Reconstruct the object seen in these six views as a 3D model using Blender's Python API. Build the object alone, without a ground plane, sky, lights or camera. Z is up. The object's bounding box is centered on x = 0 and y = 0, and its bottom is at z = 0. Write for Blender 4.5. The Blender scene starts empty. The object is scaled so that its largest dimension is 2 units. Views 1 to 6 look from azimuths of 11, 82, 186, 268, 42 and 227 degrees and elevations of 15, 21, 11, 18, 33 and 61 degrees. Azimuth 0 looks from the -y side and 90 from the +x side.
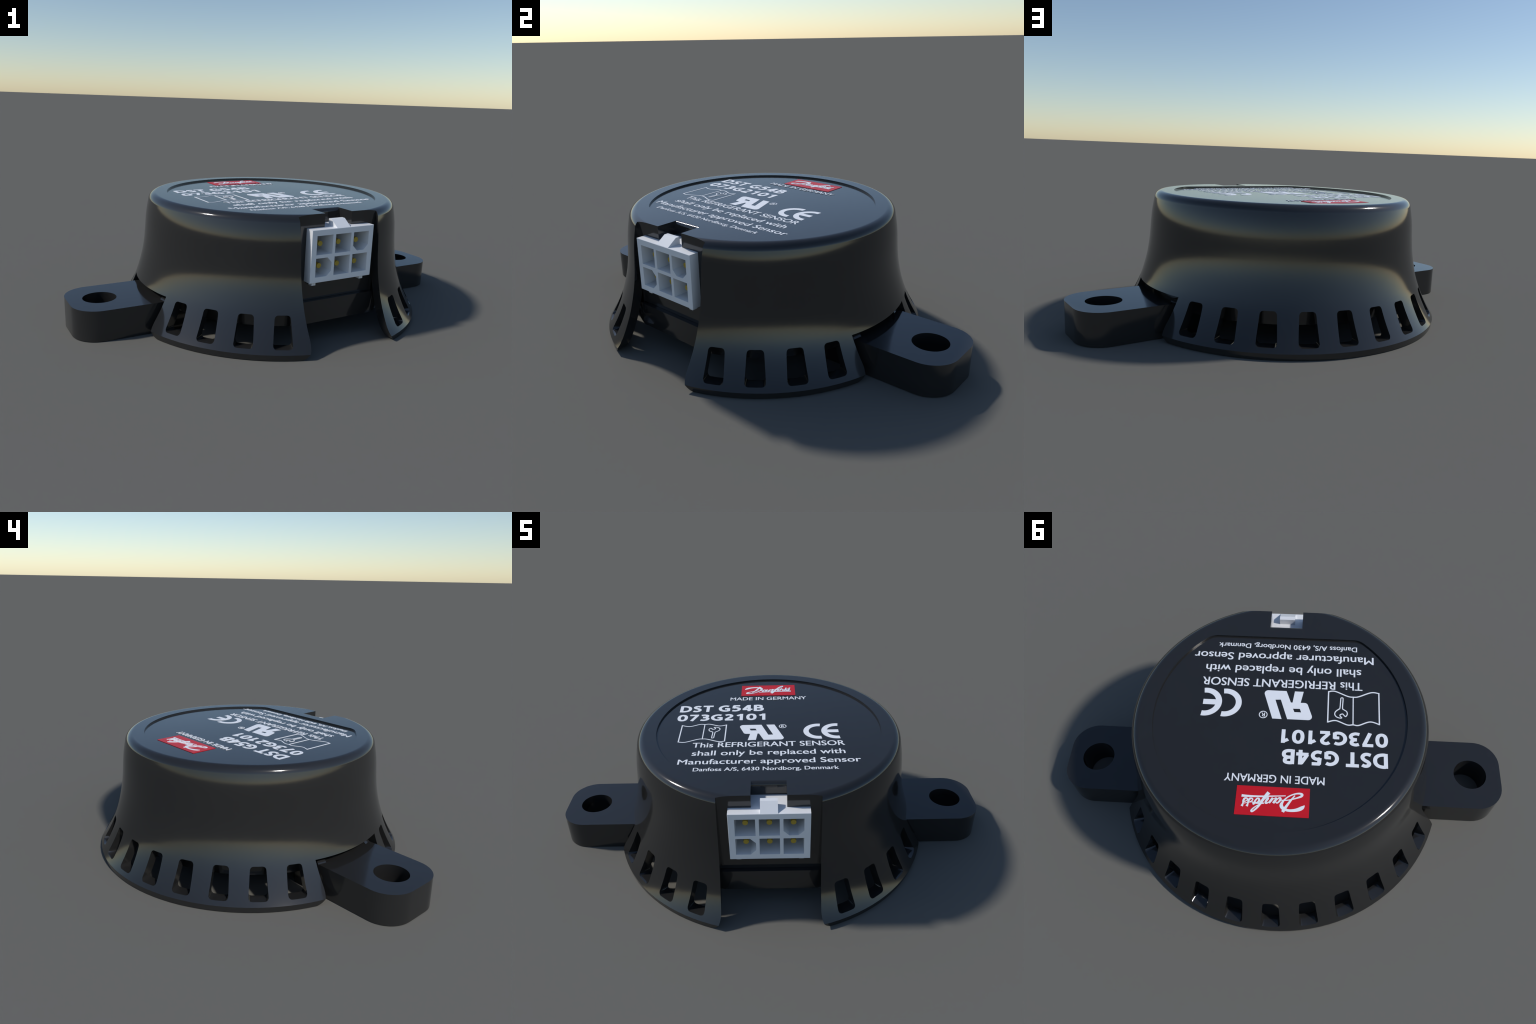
"""Round black plastic gas sensor: bell-shaped vented cover, base disc with two
mounting ears, six-way white connector in a bay, printed label in a recess."""
import bpy, bmesh
from math import pi, sin, cos, tan, sqrt, radians, atan2, hypot
from mathutils import Vector, Matrix

YAW = radians(41.02)          # ears lie along local x, connector looks to local -y

# ------------------------------------------------------------------ sizes (m)
TOP_Z = 0.683
FILLET = 0.045                # rounding of the top rim
FLAT_R = 0.6835               # flat top reaches to here
LIP_Z, FOOT_R = 0.030, 0.8920
WALL = 0.053
BAY_X, BAY_Y = 0.247, -0.6663  # connector bay: half width, back wall
LEDGE_Z = 0.236
RECESS_R, RECESS_CHORD, RECESS_FILLET = 0.620, -0.485, 0.086
FLOOR_Z = 0.6738
SLOT_PITCH = 2 * pi / 28

# ------------------------------------------------------------------ materials
def material(name, color, rough, spec=0.5, grain=0.0, metallic=0.0, coat=0.0):
    m = bpy.data.materials.new(name)
    m.use_nodes = True
    nt = m.node_tree
    b = nt.nodes["Principled BSDF"]
    b.inputs["Metallic"].default_value = metallic
    b.inputs["Specular IOR Level"].default_value = spec
    b.inputs["Coat Weight"].default_value = coat
    tc = nt.nodes.new("ShaderNodeTexCoord")
    n = nt.nodes.new("ShaderNodeTexNoise")
    n.inputs["Scale"].default_value = 9.0
    n.inputs["Detail"].default_value = 3.0
    nt.links.new(tc.outputs["Object"], n.inputs["Vector"])
    ramp = nt.nodes.new("ShaderNodeValToRGB")
    lo = [c * (1 - grain) for c in color]
    hi = [min(1, c * (1 + grain)) for c in color]
    ramp.color_ramp.elements[0].position = 0.3
    ramp.color_ramp.elements[1].position = 0.7
    ramp.color_ramp.elements[0].color = (*lo, 1)
    ramp.color_ramp.elements[1].color = (*hi, 1)
    nt.links.new(n.outputs["Fac"], ramp.inputs["Fac"])
    nt.links.new(ramp.outputs["Color"], b.inputs["Base Color"])
    mr = nt.nodes.new("ShaderNodeMapRange")
    mr.inputs["To Min"].default_value = rough * 0.97
    mr.inputs["To Max"].default_value = rough * 1.03
    nt.links.new(n.outputs["Fac"], mr.inputs["Value"])
    nt.links.new(mr.outputs["Result"], b.inputs["Roughness"])
    return m

BLACK = material("black_plastic", (0.0192, 0.0190, 0.0188), 0.105, 0.72, 0.03)
WHITE = material("white_nylon", (0.83, 0.84, 0.86), 0.40, 0.4, 0.015)
BRASS = material("brass_contact", (0.53, 0.365, 0.045), 0.45, 0.4, 0.06)
PRINT = material("white_print", (0.86, 0.88, 0.92), 0.5, 0.3, 0.01)
RED = material("red_print", (0.60, 0.008, 0.018), 0.4, 0.4, 0.02)

# ------------------------------------------------------------------ helpers
root = bpy.data.objects.new("gas_sensor", None)
bpy.context.collection.objects.link(root)
root["label"] = "round black vented gas sensor with mounting ears and white connector"
root["category"] = "gas sensor"


def new_object(name, mesh, mat, parent=root):
    o = bpy.data.objects.new(name, mesh)
    bpy.context.collection.objects.link(o)
    if mat and not mesh.materials:
        mesh.materials.append(mat)
    o.parent = parent
    return o


def mesh_from(name, verts, faces):
    me = bpy.data.meshes.new(name)
    me.from_pydata([tuple(v) for v in verts], [], faces)
    me.validate()
    bm = bmesh.new()
    bm.from_mesh(me)
    bmesh.ops.recalc_face_normals(bm, faces=bm.faces)
    bm.to_mesh(me)
    bm.free()
    return me


def prism(name, loop, place, depth0, depth1):
    """Closed prism: 2D loop pushed along a third axis; place(u, v, d) -> xyz."""
    n = len(loop)
    vs = [place(u, v, depth0) for u, v in loop] + [place(u, v, depth1) for u, v in loop]
    fs = [list(range(n))[::-1], list(range(n, 2 * n))]
    fs += [[i, (i + 1) % n, n + (i + 1) % n, n + i] for i in range(n)]
    return mesh_from(name, vs, fs)


def box(name, x0, x1, y0, y1, z0, z1):
    return prism(name, [(x0, y0), (x1, y0), (x1, y1), (x0, y1)],
                 lambda u, v, d: (u, v, d), z0, z1)


def arc(cx, cy, r, a0, a1, n, ry=None):
    ry = r if ry is None else ry
    return [(cx + r * cos(a0 + (a1 - a0) * i / n), cy + ry * sin(a0 + (a1 - a0) * i / n))
            for i in range(n + 1)]


def revolve(name, profile, segs):
    """Closed (r, z) profile turned about z."""
    n = len(profile)
    vs, fs = [], []
    for s in range(segs):
        a = 2 * pi * s / segs
        vs += [(r * cos(a), r * sin(a), z) for r, z in profile]
    for s in range(segs):
        t = (s + 1) % segs
        for i in range(n):
            j = (i + 1) % n
            fs.append([s * n + i, t * n + i, t * n + j, s * n + j])
    return vs, fs


def boolean(target, cutter_mesh, op="DIFFERENCE"):
    c = bpy.data.objects.new("cutter", cutter_mesh)
    bpy.context.collection.objects.link(c)
    m = target.modifiers.new("b", "BOOLEAN")
    m.operation, m.solver, m.object = op, "EXACT", c
    dg = bpy.context.evaluated_depsgraph_get()
    me = bpy.data.meshes.new_from_object(target.evaluated_get(dg))
    target.modifiers.clear()
    old = target.data
    target.data = me
    bpy.data.meshes.remove(old)
    bpy.data.objects.remove(c)
    bpy.data.meshes.remove(cutter_mesh)


def join_meshes(name, meshes):
    bm = bmesh.new()
    for m in meshes:
        bm.from_mesh(m)
    me = bpy.data.meshes.new(name)
    bm.to_mesh(me)
    bm.free()
    for m in meshes:
        bpy.data.meshes.remove(m)
    return me


def smooth_by_angle(me, deg=35):
    me.shade_smooth()
    me.set_sharp_from_angle(angle=radians(deg))

# ------------------------------------------------------------------ cover
# lean of the wall away from upright (degrees) at a few heights; the wall swells
# a little under the rim, is nearly upright in the middle and flares into the skirt
LEAN = [(0.030, 34.0), (0.080, 30.0), (0.140, 26.2), (0.190, 21.8), (0.240, 17.4), (0.300, 14.1),
        (0.341, 11.5), (0.375, 9.1), (0.400, 7.4), (0.430, 5.7), (0.480, 4.2), (0.530, 4.6),
        (0.560, 6.8), (0.600, 10.0), (0.638, 13.0)]


def lean(z):
    for (z0, a0), (z1, a1) in zip(LEAN, LEAN[1:]):
        if z <= z1:
            return radians(a0 + (a1 - a0) * max(0.0, (z - z0) / (z1 - z0)))
    return radians(LEAN[-1][1])


def wall_points(n=26):
    """(r, z) of the wall from the lip up to the rim rounding, by summing the lean."""
    cz = TOP_Z - FILLET
    zs = [cz - (cz - LIP_Z) * i / n for i in range(n + 1)]
    r = FLAT_R + FILLET * cos(radians(13)) + 0.0012
    out = [(r, zs[0])]
    for z0, z1 in zip(zs, zs[1:]):
        for k in range(10):
            z = z0 + (z1 - z0) * (k + 0.5) / 10
            r += tan(lean(z)) * (z0 - z1) / 10
        out.append((r, z1))
    return out[::-1]


def outer_profile():
    cz = TOP_Z - FILLET
    w = wall_points()
    p = [(FOOT_R, 0.0), (w[0][0] - 0.0012, LIP_Z - 0.008)] + w
    p += [(FLAT_R + FILLET * cos(a), cz + FILLET * sin(a))
          for a in [radians(13 + (90 - 13) * i / 9) for i in range(10)]]
    return p


def surface_normal(x, y, z):
    """Analytic normal of the outer turned surface."""
    r = hypot(x, y)
    cz = TOP_Z - FILLET
    if z > TOP_Z - 1e-4 and r <= FLAT_R + 1e-3:
        nr, nz = 0, 1
    elif z >= cz + 0.005:
        nr, nz = r - FLAT_R, z - cz
    else:
        nr, nz = cos(lean(z)), sin(lean(z))
    n = Vector((nr * x / r, nr * y / r, nz)) if r > 1e-6 else Vector((0, 0, 1))
    return n.normalized()


def recess_loop():
    r, c, f = RECESS_R, RECESS_CHORD, RECESS_FILLET
    fy = c + f
    fx = sqrt((r - f) ** 2 - fy ** 2)
    a = atan2(fy, fx)
    right = arc(fx, fy, f, -pi / 2, a, 8)
    big = arc(0, 0, r, a, pi - a, 84)
    left = arc(-fx, fy, f, pi - a, 1.5 * pi, 8)
    return right + big[1:-1] + left


def flared_opening(half, rx, rz, top):
    """Opening seen from the side, its foot widening in a rounded corner."""
    side = [(half + rx - rx * cos(t), rz - rz * sin(t)) for t in
            [pi / 2 * i / 10 for i in range(11)]]      # up to down
    right = [(half, top)] + side + [(half + rx, -0.2)]
    return right + [(-x, z) for x, z in reversed(right)]


def slot_loop():
    z0, z1, w0, w1, rr = 0.052, 0.202, 0.049, 0.0405, 0.018
    pts = []
    for (u, v, a0) in [(w0 - rr, z0 + rr, -pi / 2), (w1 - rr, z1 - rr, 0),
                       (-w1 + rr, z1 - rr, pi / 2), (-w0 + rr, z0 + rr, pi)]:
        pts += arc(u, v, rr, a0, a0 + pi / 2, 5)
    return pts


def build_cover():
    outer = outer_profile()
    # inner skin: the outer one moved in by the wall thickness, flat ceiling
    inner = []
    for r, z in outer:
        if LIP_Z < z < TOP_Z - FILLET:
            n = surface_normal(r, 0, z)
            zi = z - WALL * n.z
            if zi > 0.012:
                inner.append((r - WALL * n.x, zi))
    inner = [(inner[0][0] + 0.004, 0.0)] + inner + [(0.672, 0.64), (0.66, 0.65)]
    prof = outer + [(0.30, TOP_Z), (0.30, 0.65)] + inner[::-1]
    segs = 112
    vs, fs = revolve("cover", prof, segs)
    # close the middle of the top with two discs
    n = len(prof)
    io, ii = len(outer), len(outer) + 1
    fs = [f for k, f in enumerate(fs) if k % n != io]   # drop the tube between the discs
    fs.append([s * n + io for s in range(segs)])
    fs.append([s * n + ii for s in range(segs)][::-1])
    cover = new_object("cover", mesh_from("cover", vs, fs), BLACK)
    boolean(cover, box("bay", -0.252, 0.252, -0.6715, -0.545, LEDGE_Z + 0.001, 0.664), "UNION")
    boolean(cover, box("port", -0.19, 0.19, -0.8, -0.5, 0.346, 0.6105))
    boolean(cover, prism("bay_cut", flared_opening(BAY_X, 0.058, 0.09, 1.0),
                         lambda u, v, d: (u, d, v), -1.2, BAY_Y))
    # latch notch, its back edge rounded over
    side = [(-0.9, 0.60), (-0.5642, 0.60)] + [(-0.5442 - 0.02 * cos(t), TOP_Z - 0.02 + 0.02 * sin(t)) for t in
            [pi / 2 * i / 6 for i in range(7)]] + [(-0.5442, 0.9), (-0.9, 0.9)]
    boolean(cover, prism("notch", side, lambda u, v, d: (d, u, v), -0.0848, 0.0848))
    boolean(cover, prism("recess", recess_loop(), lambda u, v, d: (u, v, d), FLOOR_Z, 0.8))
    for sx in (1, -1):
        boolean(cover, prism("ear_cut", [(u, min(v, 0.2055)) for u, v in
                                         flared_opening(0.2415, 0.06, 0.08, 0.2055)],
                             lambda u, v, d, sx=sx: (sx * d, u, v), 0.5, 1.1))
    cutters = []
    for k in list(range(2, 13)) + [-2, -3, -4, -5, -9, -10, -11, -12]:
        a = k * SLOT_PITCH
        ca, sa = cos(a), sin(a)
        cutters.append(prism("slot", slot_loop(),
                             lambda u, v, d: (d * ca - u * sa, d * sa + u * ca, v), 0.62, 1.0))
    boolean(cover, join_meshes("slots", cutters))
    me = cover.data
    smooth_by_angle(me)
    # true normals of the turned surface on every face that lies on it
    lut = outer_profile()

    def on_surface(v):
        r, z = hypot(v.x, v.y), v.z
        if abs(z - TOP_Z) < 1e-4:
            return True
        if z < LIP_Z - 1e-4:
            return False
        for (r0, z0), (r1, z1) in zip(lut, lut[1:]):
            if z0 - 1e-5 <= z <= z1 + 1e-5:
                return abs(r - (r0 + (r1 - r0) * (z - z0) / max(z1 - z0, 1e-9))) < 2.5e-3
        return False
    base = [Vector(c.vector) for c in me.corner_normals]
    ok = [on_surface(v.co) for v in me.vertices]
    for p in me.polygons:
        if all(ok[i] for i in p.vertices):
            c = p.center
            if p.normal.dot(surface_normal(c.x, c.y, c.z)) > 0.9:
                for li in p.loop_indices:
                    v = me.vertices[me.loops[li].vertex_index].co
                    base[li] = surface_normal(v.x, v.y, v.z)
    me.normals_split_custom_set([tuple(v) for v in base])
    return cover


cover = build_cover()

# ------------------------------------------------------------------ base disc and ears
BASE_R, BASE_FRONT, BASE_BOTTOM = 0.73, -0.691, 0.116


def build_base():
    fx = sqrt(BASE_R ** 2 - BASE_FRONT ** 2)
    a = atan2(BASE_FRONT, fx)
    loop = arc(0, 0, BASE_R, a, pi - a + 2 * pi - 2 * pi, 96)
    me = prism("base_disc", loop, lambda u, v, d: (u, v, d), BASE_BOTTOM, LEDGE_Z)
    o = new_object("base_disc", me, BLACK)
    smooth_by_angle(o.data)


build_base()

EAR_END, EAR_HALF, EAR_R, EAR_TOP = 1.221, 0.2085, 0.14, 0.1656
HOLE_X, HOLE_R = 1.0538, 0.0893


def build_ears():
    cx, cy = EAR_END - EAR_R, EAR_HALF - EAR_R
    loop = [(0.60, -EAR_HALF)] + arc(cx, -cy, EAR_R, -pi / 2, 0, 10) \
        + arc(cx, cy, EAR_R, 0, pi / 2, 10) + [(0.60, EAR_HALF)]
    me = prism("mounting_ear", loop, lambda u, v, d: (u, v, d), 0.0, EAR_TOP)
    ear = new_object("mounting_ear", me, BLACK)
    boolean(ear, prism("hole", arc(HOLE_X, 0, HOLE_R, 0, 2 * pi, 40)[:-1],
                       lambda u, v, d: (u, v, d), -0.2, 0.4))
    smooth_by_angle(ear.data, 30)
    twin = ear.copy()
    twin.rotation_euler = (0, 0, pi)
    bpy.context.collection.objects.link(twin)
    # snap tabs beside the root of each ear, their outer edge chamfered
    for side in (0.0, pi):
        for sy in (1, -1):
            mid, half = side + sy * radians(13.65), 0.0243
            ca, sa = cos(mid), sin(mid)
            b = prism("snap_tab", [(0.735, 0.160), (0.7895, 0.160), (0.7895, 0.1642), (0.7742, 0.1792), (0.735, 0.1792)],
                      lambda u, v, d: (u * ca - d * sa, u * sa + d * ca, v), -half, half)
            new_object("snap_tab", b, BLACK)


build_ears()

# ------------------------------------------------------------------ connector
C_X, C_FRONT, C_BACK, C_Z0, C_Z1 = 0.1937, -0.7180, -0.50, 0.342, 0.6138
CELL, PITCH, CELL_BACK = 0.0980, 0.1146, -0.54
ROWS = (0.4195, 0.5348)


def cell_loop(col, row):
    h, c = CELL / 2, 0.0272
    x, z = col * PITCH, ROWS[row]
    if (col, row) == (1, 1):      # two lower corners cut
        l = [(-h, h), (-h, -h + c), (-h + c, -h), (h - c, -h), (h, -h + c), (h, h)]
    elif (col, row) == (-1, 0):   # two right corners cut
        l = [(-h, h), (-h, -h), (h - c, -h), (h, -h + c), (h, h - c), (h - c, h)]
    else:
        l = [(-h, h), (-h, -h), (h, -h), (h, h)]
    return [(x + u, z + v) for u, v in l]


def build_connector():
    con = new_object("connector", box("connector", -C_X, C_X, C_FRONT, C_BACK, C_Z0, C_Z1), WHITE)
    cells = [prism("cell", cell_loop(c, r), lambda u, v, d: (u, d, v), -0.9, CELL_BACK)
             for r in (0, 1) for c in (-1, 0, 1)]
    boolean(con, join_meshes("cells", cells))
    bm = bmesh.new()
    bm.from_mesh(con.data)
    rim = [e for e in bm.edges if all(abs(v.co.y - C_FRONT) < 1e-4 and
           (abs(abs(v.co.x) - C_X) < 1e-4 or min(abs(v.co.z - C_Z0), abs(v.co.z - C_Z1)) < 1e-4)
           for v in e.verts)]
    bmesh.ops.bevel(bm, geom=rim, offset=0.0012, segments=1, affect="EDGES")
    bm.to_mesh(con.data)
    bm.free()
    # latch: ramp, flat, upright back
    side = [(-0.7155, C_Z1 - 0.004), (-0.7155, C_Z1 + 0.0005),
            (-0.6655, 0.6490), (-0.6640, 0.6500), (-0.6425, 0.6500), (-0.6410, 0.6485), (-0.6410, C_Z1 - 0.004)]
    new_object("latch", prism("latch", side, lambda u, v, d: (d, u, v), -0.0415, 0.0415), WHITE, con)
    for sx in (-1, 1):
        foot = box("foot", sx * 0.153 - 0.012, sx * 0.153 + 0.012, -0.695, -0.655, 0.3208, C_Z0 + 0.002)
        new_object("foot", foot, WHITE, con)
    pin_loop = arc(0, 0, 0.0135, 0, 2 * pi, 20)[:-1]
    pin_me = prism("contact_pin", pin_loop, lambda u, v, d: (u, d, v), -0.679, CELL_BACK + 0.01)
    pin_me.materials.append(BRASS)
    smooth_by_angle(pin_me)
    for r in (0, 1):
        for c in (-1, 0, 1):
            p = new_object("contact_pin", pin_me, None, con)
            p.location = (c * PITCH, 0, ROWS[r] - 0.002)


build_connector()

# ------------------------------------------------------------------ printed label
TEXT_Z = 0.6749
THICK = 0.0016


def text_mesh(body):
    cu = bpy.data.curves.new("lettering", "FONT")
    cu.body = body
    cu.size = 1.0
    cu.resolution_u = 4
    cu.extrude = 0.5
    o = bpy.data.objects.new("tmp", cu)
    bpy.context.collection.objects.link(o)
    dg = bpy.context.evaluated_depsgraph_get()
    me = bpy.data.meshes.new_from_object(o.evaluated_get(dg))
    bpy.data.objects.remove(o)
    bpy.data.curves.remove(cu)
    return me


def text_line(name, body, x0, x1, base, cap, weight=0.0, z=TEXT_Z, parent=root, mat=PRINT):
    """Lettering stretched to run from x0 to x1 with the given cap height; a second
    impression set a little aside (weight) thickens the strokes."""
    ref = text_mesh("H")
    h = max(v.co.y for v in ref.vertices)
    bpy.data.meshes.remove(ref)
    copies = []
    for k in range(2 if weight else 1):
        me = text_mesh(body)
        xs = [v.co.x for v in me.vertices]
        lo, hi = min(xs), max(xs)
        for v in me.vertices:
            v.co = (x0 + k * weight + (v.co.x - lo) * (x1 - x0 - weight) / (hi - lo), base + v.co.y * cap / h,
                    z - THICK / 2 + v.co.z * THICK + 0.00008 * k)
        copies.append(me)
    return new_object(name, join_meshes(name, copies), mat, parent)


def flat_shape(name, loops, z, mat, parent=root, thick=THICK):
    """2D outline(s), holes allowed, with a small thickness; top at z."""
    cu = bpy.data.curves.new(name, "CURVE")
    cu.dimensions = "2D"
    cu.fill_mode = "BOTH"
    cu.extrude = thick / 2
    for lp in loops:
        s = cu.splines.new("POLY")
        s.points.add(len(lp) - 1)
        for p, (x, y) in zip(s.points, lp):
            p.co = (x, y, 0, 1)
        s.use_cyclic_u = True
    o = bpy.data.objects.new("tmp", cu)
    bpy.context.collection.objects.link(o)
    dg = bpy.context.evaluated_depsgraph_get()
    me = bpy.data.meshes.new_from_object(o.evaluated_get(dg))
    me.materials.clear()
    bpy.data.objects.remove(o)
    bpy.data.curves.remove(cu)
    me.transform(Matrix.Translation((0, 0, z - thick / 2)))
    return new_object(name, me, mat, parent)


def catmull(pts, per=8, closed=False):
    n = len(pts)
    out = []
    rng = n if closed else n - 1
    for i in range(rng):
        if closed:
            q = [pts[(i + k) % n] for k in (-1, 0, 1, 2)]
        else:
            q = [pts[max(0, i - 1)], pts[i], pts[i + 1], pts[min(n - 1, i + 2)]]
        for j in range(per):
            t = j / per
            out.append(tuple(0.5 * (2 * b + (c - a) * t + (2 * a - 5 * b + 4 * c - d) * t * t
                                    + (3 * b - a - 3 * c + d) * t ** 3) for a, b, c, d in zip(*q)))
    if not closed:
        out.append(tuple(pts[-1]))
    return out


def stroke_mesh(path, z, closed=False, thick=THICK, climb=0.0):
    """Ribbon along (x, y, width) points, with a small thickness; top at z."""
    n = len(path)
    L, R = [], []
    for i, (x, y, w) in enumerate(path):
        a = path[(i - 1) % n] if closed else path[max(0, i - 1)]
        b = path[(i + 1) % n] if closed else path[min(n - 1, i + 1)]
        dx, dy = b[0] - a[0], b[1] - a[1]
        l = hypot(dx, dy) or 1
        L.append((x - dy / l * w / 2, y + dx / l * w / 2))
        R.append((x + dy / l * w / 2, y - dx / l * w / 2))
    up = [0.0 if closed else climb * i / n for i in range(n)]
    vs = [(*p, z + h) for p, h in zip(L, up)] + [(*p, z + h) for p, h in zip(R, up)] \
        + [(*p, z - thick) for p in L] + [(*p, z - thick) for p in R]
    fs = []
    for i in range(n if closed else n - 1):
        j = (i + 1) % n
        fs += [[i, n + i, n + j, j], [2 * n + i, 2 * n + j, 3 * n + j, 3 * n + i],
               [i, j, 2 * n + j, 2 * n + i], [n + i, 3 * n + i, 3 * n + j, n + j]]
    if not closed:
        fs += [[0, 2 * n, 3 * n, n], [n - 1, 2 * n - 1, 4 * n - 1, 3 * n - 1]]
    return mesh_from("stroke", vs, fs)


# heavy sans capitals and figures: pen strokes in a box of cap height 1
# (advance width, [(curved, points), ...])
PEN = 0.215
HEAVY = {
    "D": (.78, [(0, [(.10, 0), (.10, 1)]),
                (1, [(.12, .91), (.30, .91), (.50, .85), (.64, .70), (.68, .50), (.64, .30), (.50, .15), (.30, .09), (.12, .09)])]),
    "S": (.62, [(1, [(.52, .83), (.38, .90), (.22, .87), (.14, .74), (.22, .61), (.36, .52), (.48, .40), (.50, .26),
                     (.41, .13), (.25, .09), (.06, .15)])]),
    "T": (.70, [(0, [(0, .91), (.70, .91)]), (0, [(.35, 0), (.35, .90)])]),
    "G": (.82, [(1, [(.69, .83), (.52, .90), (.33, .86), (.17, .72), (.11, .50), (.17, .28), (.33, .13), (.52, .09), (.69, .13)]),
                (0, [(.69, .07), (.69, .52)]), (0, [(.44, .45), (.74, .45)])]),
    "B": (.70, [(0, [(.10, 0), (.10, 1)]),
                (1, [(.12, .91), (.34, .91), (.49, .84), (.49, .66), (.36, .55), (.12, .54)]),
                (1, [(.12, .53), (.38, .53), (.56, .43), (.56, .21), (.40, .10), (.12, .09)])]),
    "0": (.68, [(2, [(.34, .91), (.16, .80), (.10, .50), (.16, .20), (.34, .09), (.52, .20), (.58, .50), (.52, .80)])]),
    "1": (.68, [(0, [(.42, 0), (.42, 1)]), (0, [(.40, .88), (.14, .72)])]),
    "2": (.66, [(1, [(.09, .82), (.25, .91), (.43, .86), (.50, .70), (.42, .53), (.26, .33), (.12, .13)]), (0, [(.07, .09), (.62, .09)])]),
    "3": (.66, [(1, [(.09, .86), (.28, .91), (.47, .84), (.48, .68), (.37, .56), (.20, .54)]),
                (1, [(.20, .52), (.42, .49), (.54, .34), (.47, .17), (.28, .09), (.06, .13)])]),
    "4": (.72, [(0, [(.47, 0), (.47, 1)]), (0, [(.42, .93), (.10, .31)]), (0, [(.03, .29), (.70, .29)])]),
    "5": (.66, [(0, [(.13, .91), (.57, .91)]), (0, [(.18, .95), (.15, .50)]),
                (1, [(.13, .55), (.30, .59), (.47, .51), (.53, .34), (.45, .17), (.28, .09), (.06, .13)])]),
    "7": (.68, [(0, [(.05, .91), (.65, .91)]), (0, [(.56, .90), (.22, 0)])]),
}


def heavy_line(name, body, x0, x1, base, cap):
    pen, strokes = 0.0, []
    for ch in body:
        if ch == " ":
            pen += 0.30
            continue
        width, parts = HEAVY[ch]
        strokes += [(kind, [(pen + x, y) for x, y in pts]) for kind, pts in parts]
        pen += width + 0.075
    meshes = []
    for k, (kind, pts) in enumerate(strokes):
        path = [(x, y, PEN) for x, y in pts]
        if kind:
            path = catmull(path, 6, closed=(kind == 2))
        me = stroke_mesh(path, TEXT_Z + 0.00006 * (k % 4), closed=(kind == 2), climb=0.0)
        meshes.append(me)
    me = join_meshes(name, meshes)
    xs = [v.co.x for v in me.vertices]
    lo, hi = min(xs), max(xs)
    for v in me.vertices:
        v.co.x, v.co.y = x0 + (v.co.x - lo) * (x1 - x0) / (hi - lo), base + v.co.y * cap
    return new_object(name, me, PRINT)


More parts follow.
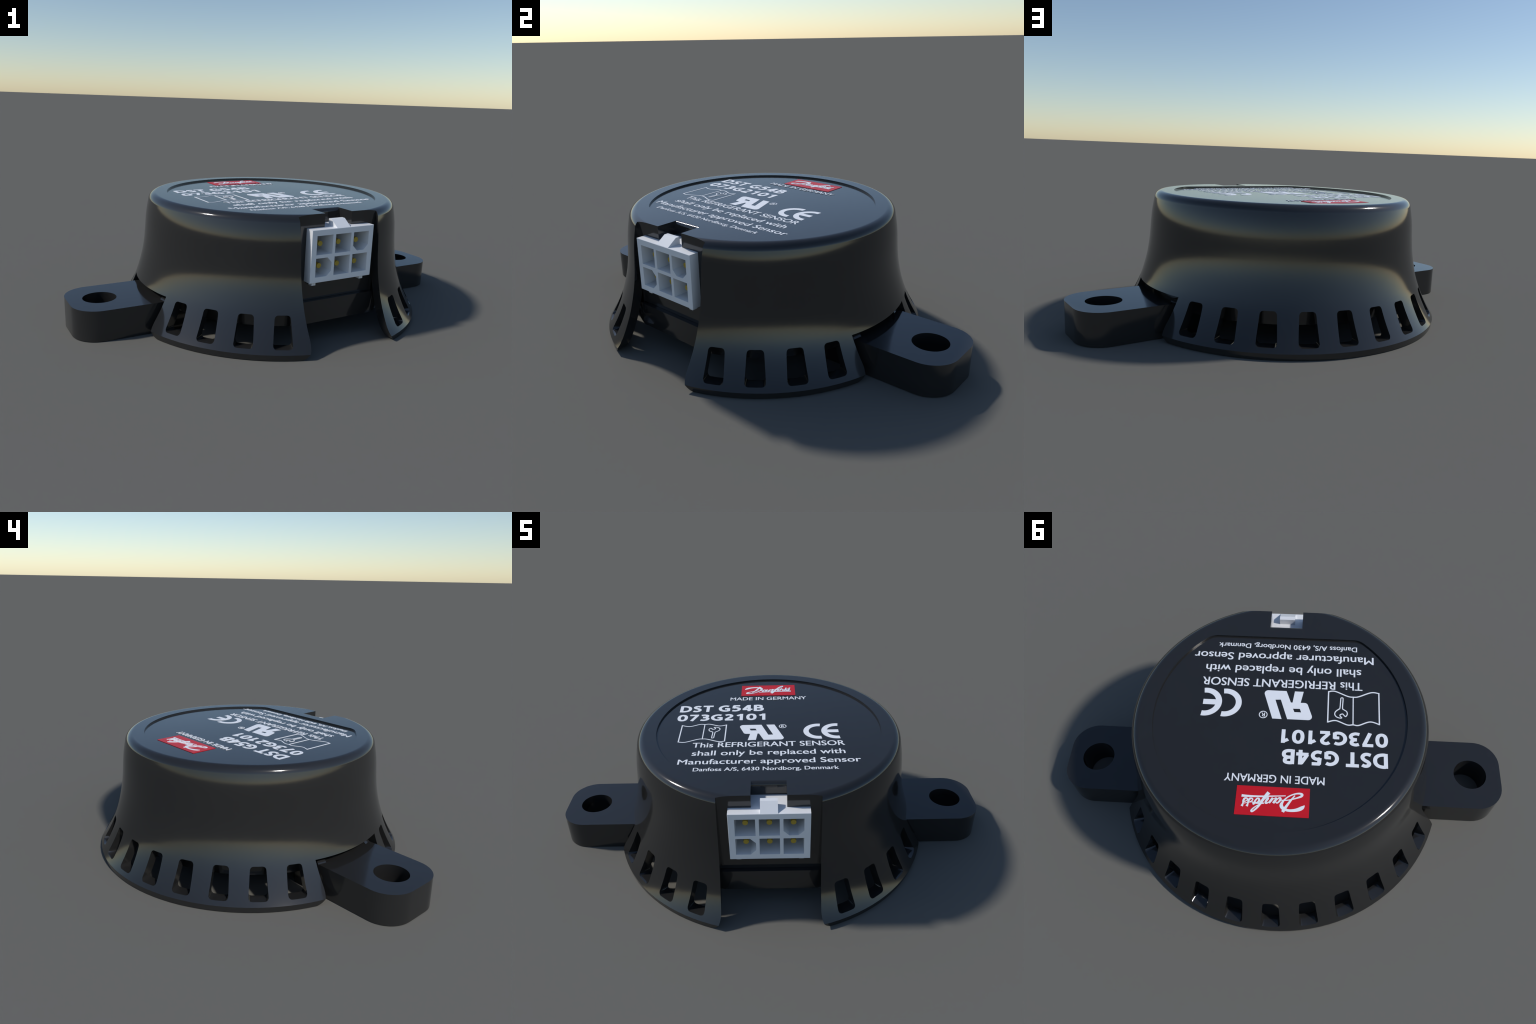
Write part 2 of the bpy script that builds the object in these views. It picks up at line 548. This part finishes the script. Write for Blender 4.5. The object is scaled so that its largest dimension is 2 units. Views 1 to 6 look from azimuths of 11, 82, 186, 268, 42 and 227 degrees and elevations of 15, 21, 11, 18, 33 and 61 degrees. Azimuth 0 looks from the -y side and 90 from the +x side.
def build_label():
    # logo plate with script lettering
    plate = new_object("logo_plate", box("logo_plate", -0.1665, 0.1665, 0.396, 0.541,
                                         FLOOR_Z - 0.001, 0.6760), RED)
    sx, sy, ox, oy = 0.333, 0.145, -0.1665, 0.396
    strokes = [   # (u, v, width) in fractions of the plate, width in plate heights
        # big initial: flag, bowl, foot loop
        ([(.064, .588, .02), (.092, .665, .11), (.135, .728, .12), (.19, .768, .10), (.25, .785, .085),
          (.305, .772, .085), (.352, .72, .105), (.376, .629, .11), (.366, .527, .075), (.336, .421, .045),
          (.282, .305, .04), (.205, .215, .045), (.140, .190, .06), (.104, .222, .08), (.118, .288, .07),
          (.177, .352, .045), (.267, .424, .035), (.33, .448, .03), (.392, .45, .03)], True),
        ([(.352, .842, .10), (.316, .679, .085), (.265, .484, .065), (.239, .393, .05), (.200, .265, .03)], False),
        # a n
        ([(.456, .51, .04), (.437, .55, .045), (.410, .50, .055), (.392, .42, .07), (.397, .372, .05), (.42, .385, .04),
          (.448, .46, .03)], True),
        ([(.488, .562, .075), (.461, .467, .075), (.450, .405, .06), (.458, .378, .03), (.485, .415, .02)], True),
        ([(.545, .562, .07), (.519, .47, .075), (.496, .383, .075)], False),
        ([(.503, .41, .02), (.545, .53, .03), (.575, .572, .05), (.592, .56, .06), (.577, .47, .07), (.560, .41, .06),
          (.570, .378, .03), (.605, .44, .02)], True),
        # f
        ([(.556, .205, .12), (.586, .293, .10), (.618, .415, .09), (.653, .565, .08), (.693, .725, .06),
          (.737, .84, .05), (.766, .882, .05), (.774, .845, .045), (.749, .765, .035), (.707, .68, .025),
          (.665, .615, .02)], True),
        ([(.612, .578, .045), (.645, .588, .045), (.69, .594, .04), (.735, .598, .03)], False),
        # o s s
        ([(.733, .578, .03), (.702, .565, .045), (.680, .51, .07), (.682, .445, .06), (.705, .428, .045),
          (.728, .49, .05), (.742, .58, .06), (.752, .618, .07), (.760, .58, .03), (.785, .56, .015)], True),
        ([(.758, .55, .02), (.80, .568, .02), (.84, .588, .02), (.882, .618, .02)], False),
        ([(.840, .712, .075), (.834, .675, .065), (.827, .61, .045), (.823, .53, .065), (.812, .462, .065),
          (.791, .437, .05), (.770, .456, .045), (.771, .505, .03), (.812, .575, .018)], True),
        ([(.907, .715, .075), (.900, .675, .065), (.893, .61, .045), (.891, .53, .065), (.881, .462, .065),
          (.860, .437, .05), (.841, .460, .045), (.844, .505, .03), (.88, .575, .018)], True),
        # underline swash
        ([(.325, .292, .03), (.466, .318, .038), (.609, .345, .05), (.753, .362, .06), (.869, .362, .075), (.923, .357, .085)], True),
    ]
    parts = []
    for k, (pts, curved) in enumerate(strokes):
        pp = [(ox + u * sx, oy + v * sy, w * sy) for u, v, w in pts]
        parts.append(stroke_mesh(catmull(pp, 7) if curved else pp, 0.6768 + 0.00004 * k, climb=0.0009))
    new_object("logo_lettering", join_meshes("logo_lettering", parts), PRINT, plate)

    text_line("origin_lettering", "MADE IN GERMANY", -0.231, 0.231, 0.335, 0.0395, weight=0.0010, z=0.6760)
    heavy_line("type_lettering", "DST G54B", -0.521, -0.0265, 0.193, 0.0785)
    heavy_line("type_lettering", "073G2101", -0.524, -0.0175, 0.083, 0.0755)
    text_line("notice_lettering", "This REFRIGERANT SENSOR", -0.404, 0.404, -0.2130, 0.0480, weight=0.0016)
    text_line("notice_lettering", "shall only be replaced with", -0.398, 0.397, -0.2950, 0.0470, weight=0.0016)
    text_line("notice_lettering", "Manufacturer approved Sensor", -0.4615, 0.467, -0.3775, 0.0460, weight=0.0016)
    text_line("address_lettering", "Danfoss A/S, 6430 Nordborg, Denmark", -0.3765, 0.348, -0.4420, 0.0305, weight=0.0010)

    # open book with a wrench
    book = []
    w = 0.0062
    top = catmull([(-.485, .031, w), (-.44, .018, w), (-.385, .041, w), (-.3585, .039, w),
                   (-.33, .041, w), (-.275, .019, w), (-.236, .029, w)])
    low = catmull([(-.485, -.1526, w), (-.447, -.156, w), (-.385, -.128, w), (-.358, -.1242, w),
                   (-.33, -.128, w), (-.268, -.155, w), (-.236, -.1512, w)])
    zs = TEXT_Z
    for k, (pth, cl) in enumerate([
            (top, False), (low, False),
            ([(-.485, .034, w), (-.485, -.1555, w)], False), ([(-.236, .032, w), (-.236, -.154, w)], False),
            ([(-.3583, .036, w * .85), (-.3583, -.122, w * .85)], False)]):
        book.append(stroke_mesh(pth, zs + 0.00012 * k, cl))
    w = 0.0050
    wrench = catmull([(-.3035, -.1170, w), (-.2985, -.1150, w), (-.2970, -.108, w), (-.2940, -.056, w), (-.2880, -.048, w),
                      (-.2735, -.034, w), (-.2690, -.018, w), (-.2760, -.004, w), (-.2900, .0030, w),
                      (-.3035, .0020, w), (-.2955, -.008, w), (-.2960, -.016, w), (-.3070, -.021, w),
                      (-.3135, -.014, w), (-.3220, -.0065, w), (-.3300, -.020, w), (-.3265, -.036, w),
                      (-.3130, -.046, w), (-.3065, -.056, w), (-.3085, -.110, w)], 5, closed=True)
    book.append(stroke_mesh(wrench, zs + 0.0007, True))
    new_object("manual_symbol", join_meshes("manual_symbol", book), PRINT)

    # recognised-component mark
    outer = arc(-.1400, .0045, .019, radians(200), radians(90), 6) + [
        (-.0392, .0235), (-.0010, -.0905), (.0261, -.0895), (-.0118, .0235), (.0337, .0235)] \
        + arc(.0640, -.1260, .0185, radians(20), radians(-90), 6) + [
        (-.0263, -.1440), (-.0515, -.0757), (-.0600, -.0757), (-.0679, -.1440), (-.1119, -.1440),
        (-.1000, -.0762)] + arc(-.1190, -.0580, .0185, radians(270), radians(205), 4)
    hole = [(-.0637, -.0400), (-.0980, -.0400), (-.1050, -.0195), (-.0720, -.0195)]
    flat_shape("component_mark", [outer, hole], TEXT_Z, PRINT)
    cx, cy = .0795, .0025
    flat_shape("registered_ring", [arc(cx, cy, .0213, 0, 2 * pi, 28)[:-1],
                                   arc(cx, cy, .0172, 0, 2 * pi, 28)[:-1]], TEXT_Z, PRINT)
    text_line("registered_letter", "R", cx - .0085, cx + .0095, cy - .011, .022, weight=0.0012)

    # conformity mark: two open rings and a bar
    t0 = radians(81)
    ro, ri, yc = .0838, .0545, -.0597
    for xc in (.2755, .3740):
        flat_shape("conformity_letter", [arc(xc, yc, ro, t0, 2 * pi - t0, 36)
                                         + arc(xc, yc, ri, 2 * pi - t0 + .02, t0 - .02, 36)], TEXT_Z, PRINT)
    flat_shape("conformity_bar", [[(.3120, -.0752), (.3840, -.0752), (.3840, -.0446), (.3120, -.0446)]],
               TEXT_Z - 0.0003, PRINT)


build_label()

# everything above is built square to the axes; turn the finished thing into place
root.rotation_euler = (0, 0, YAW)
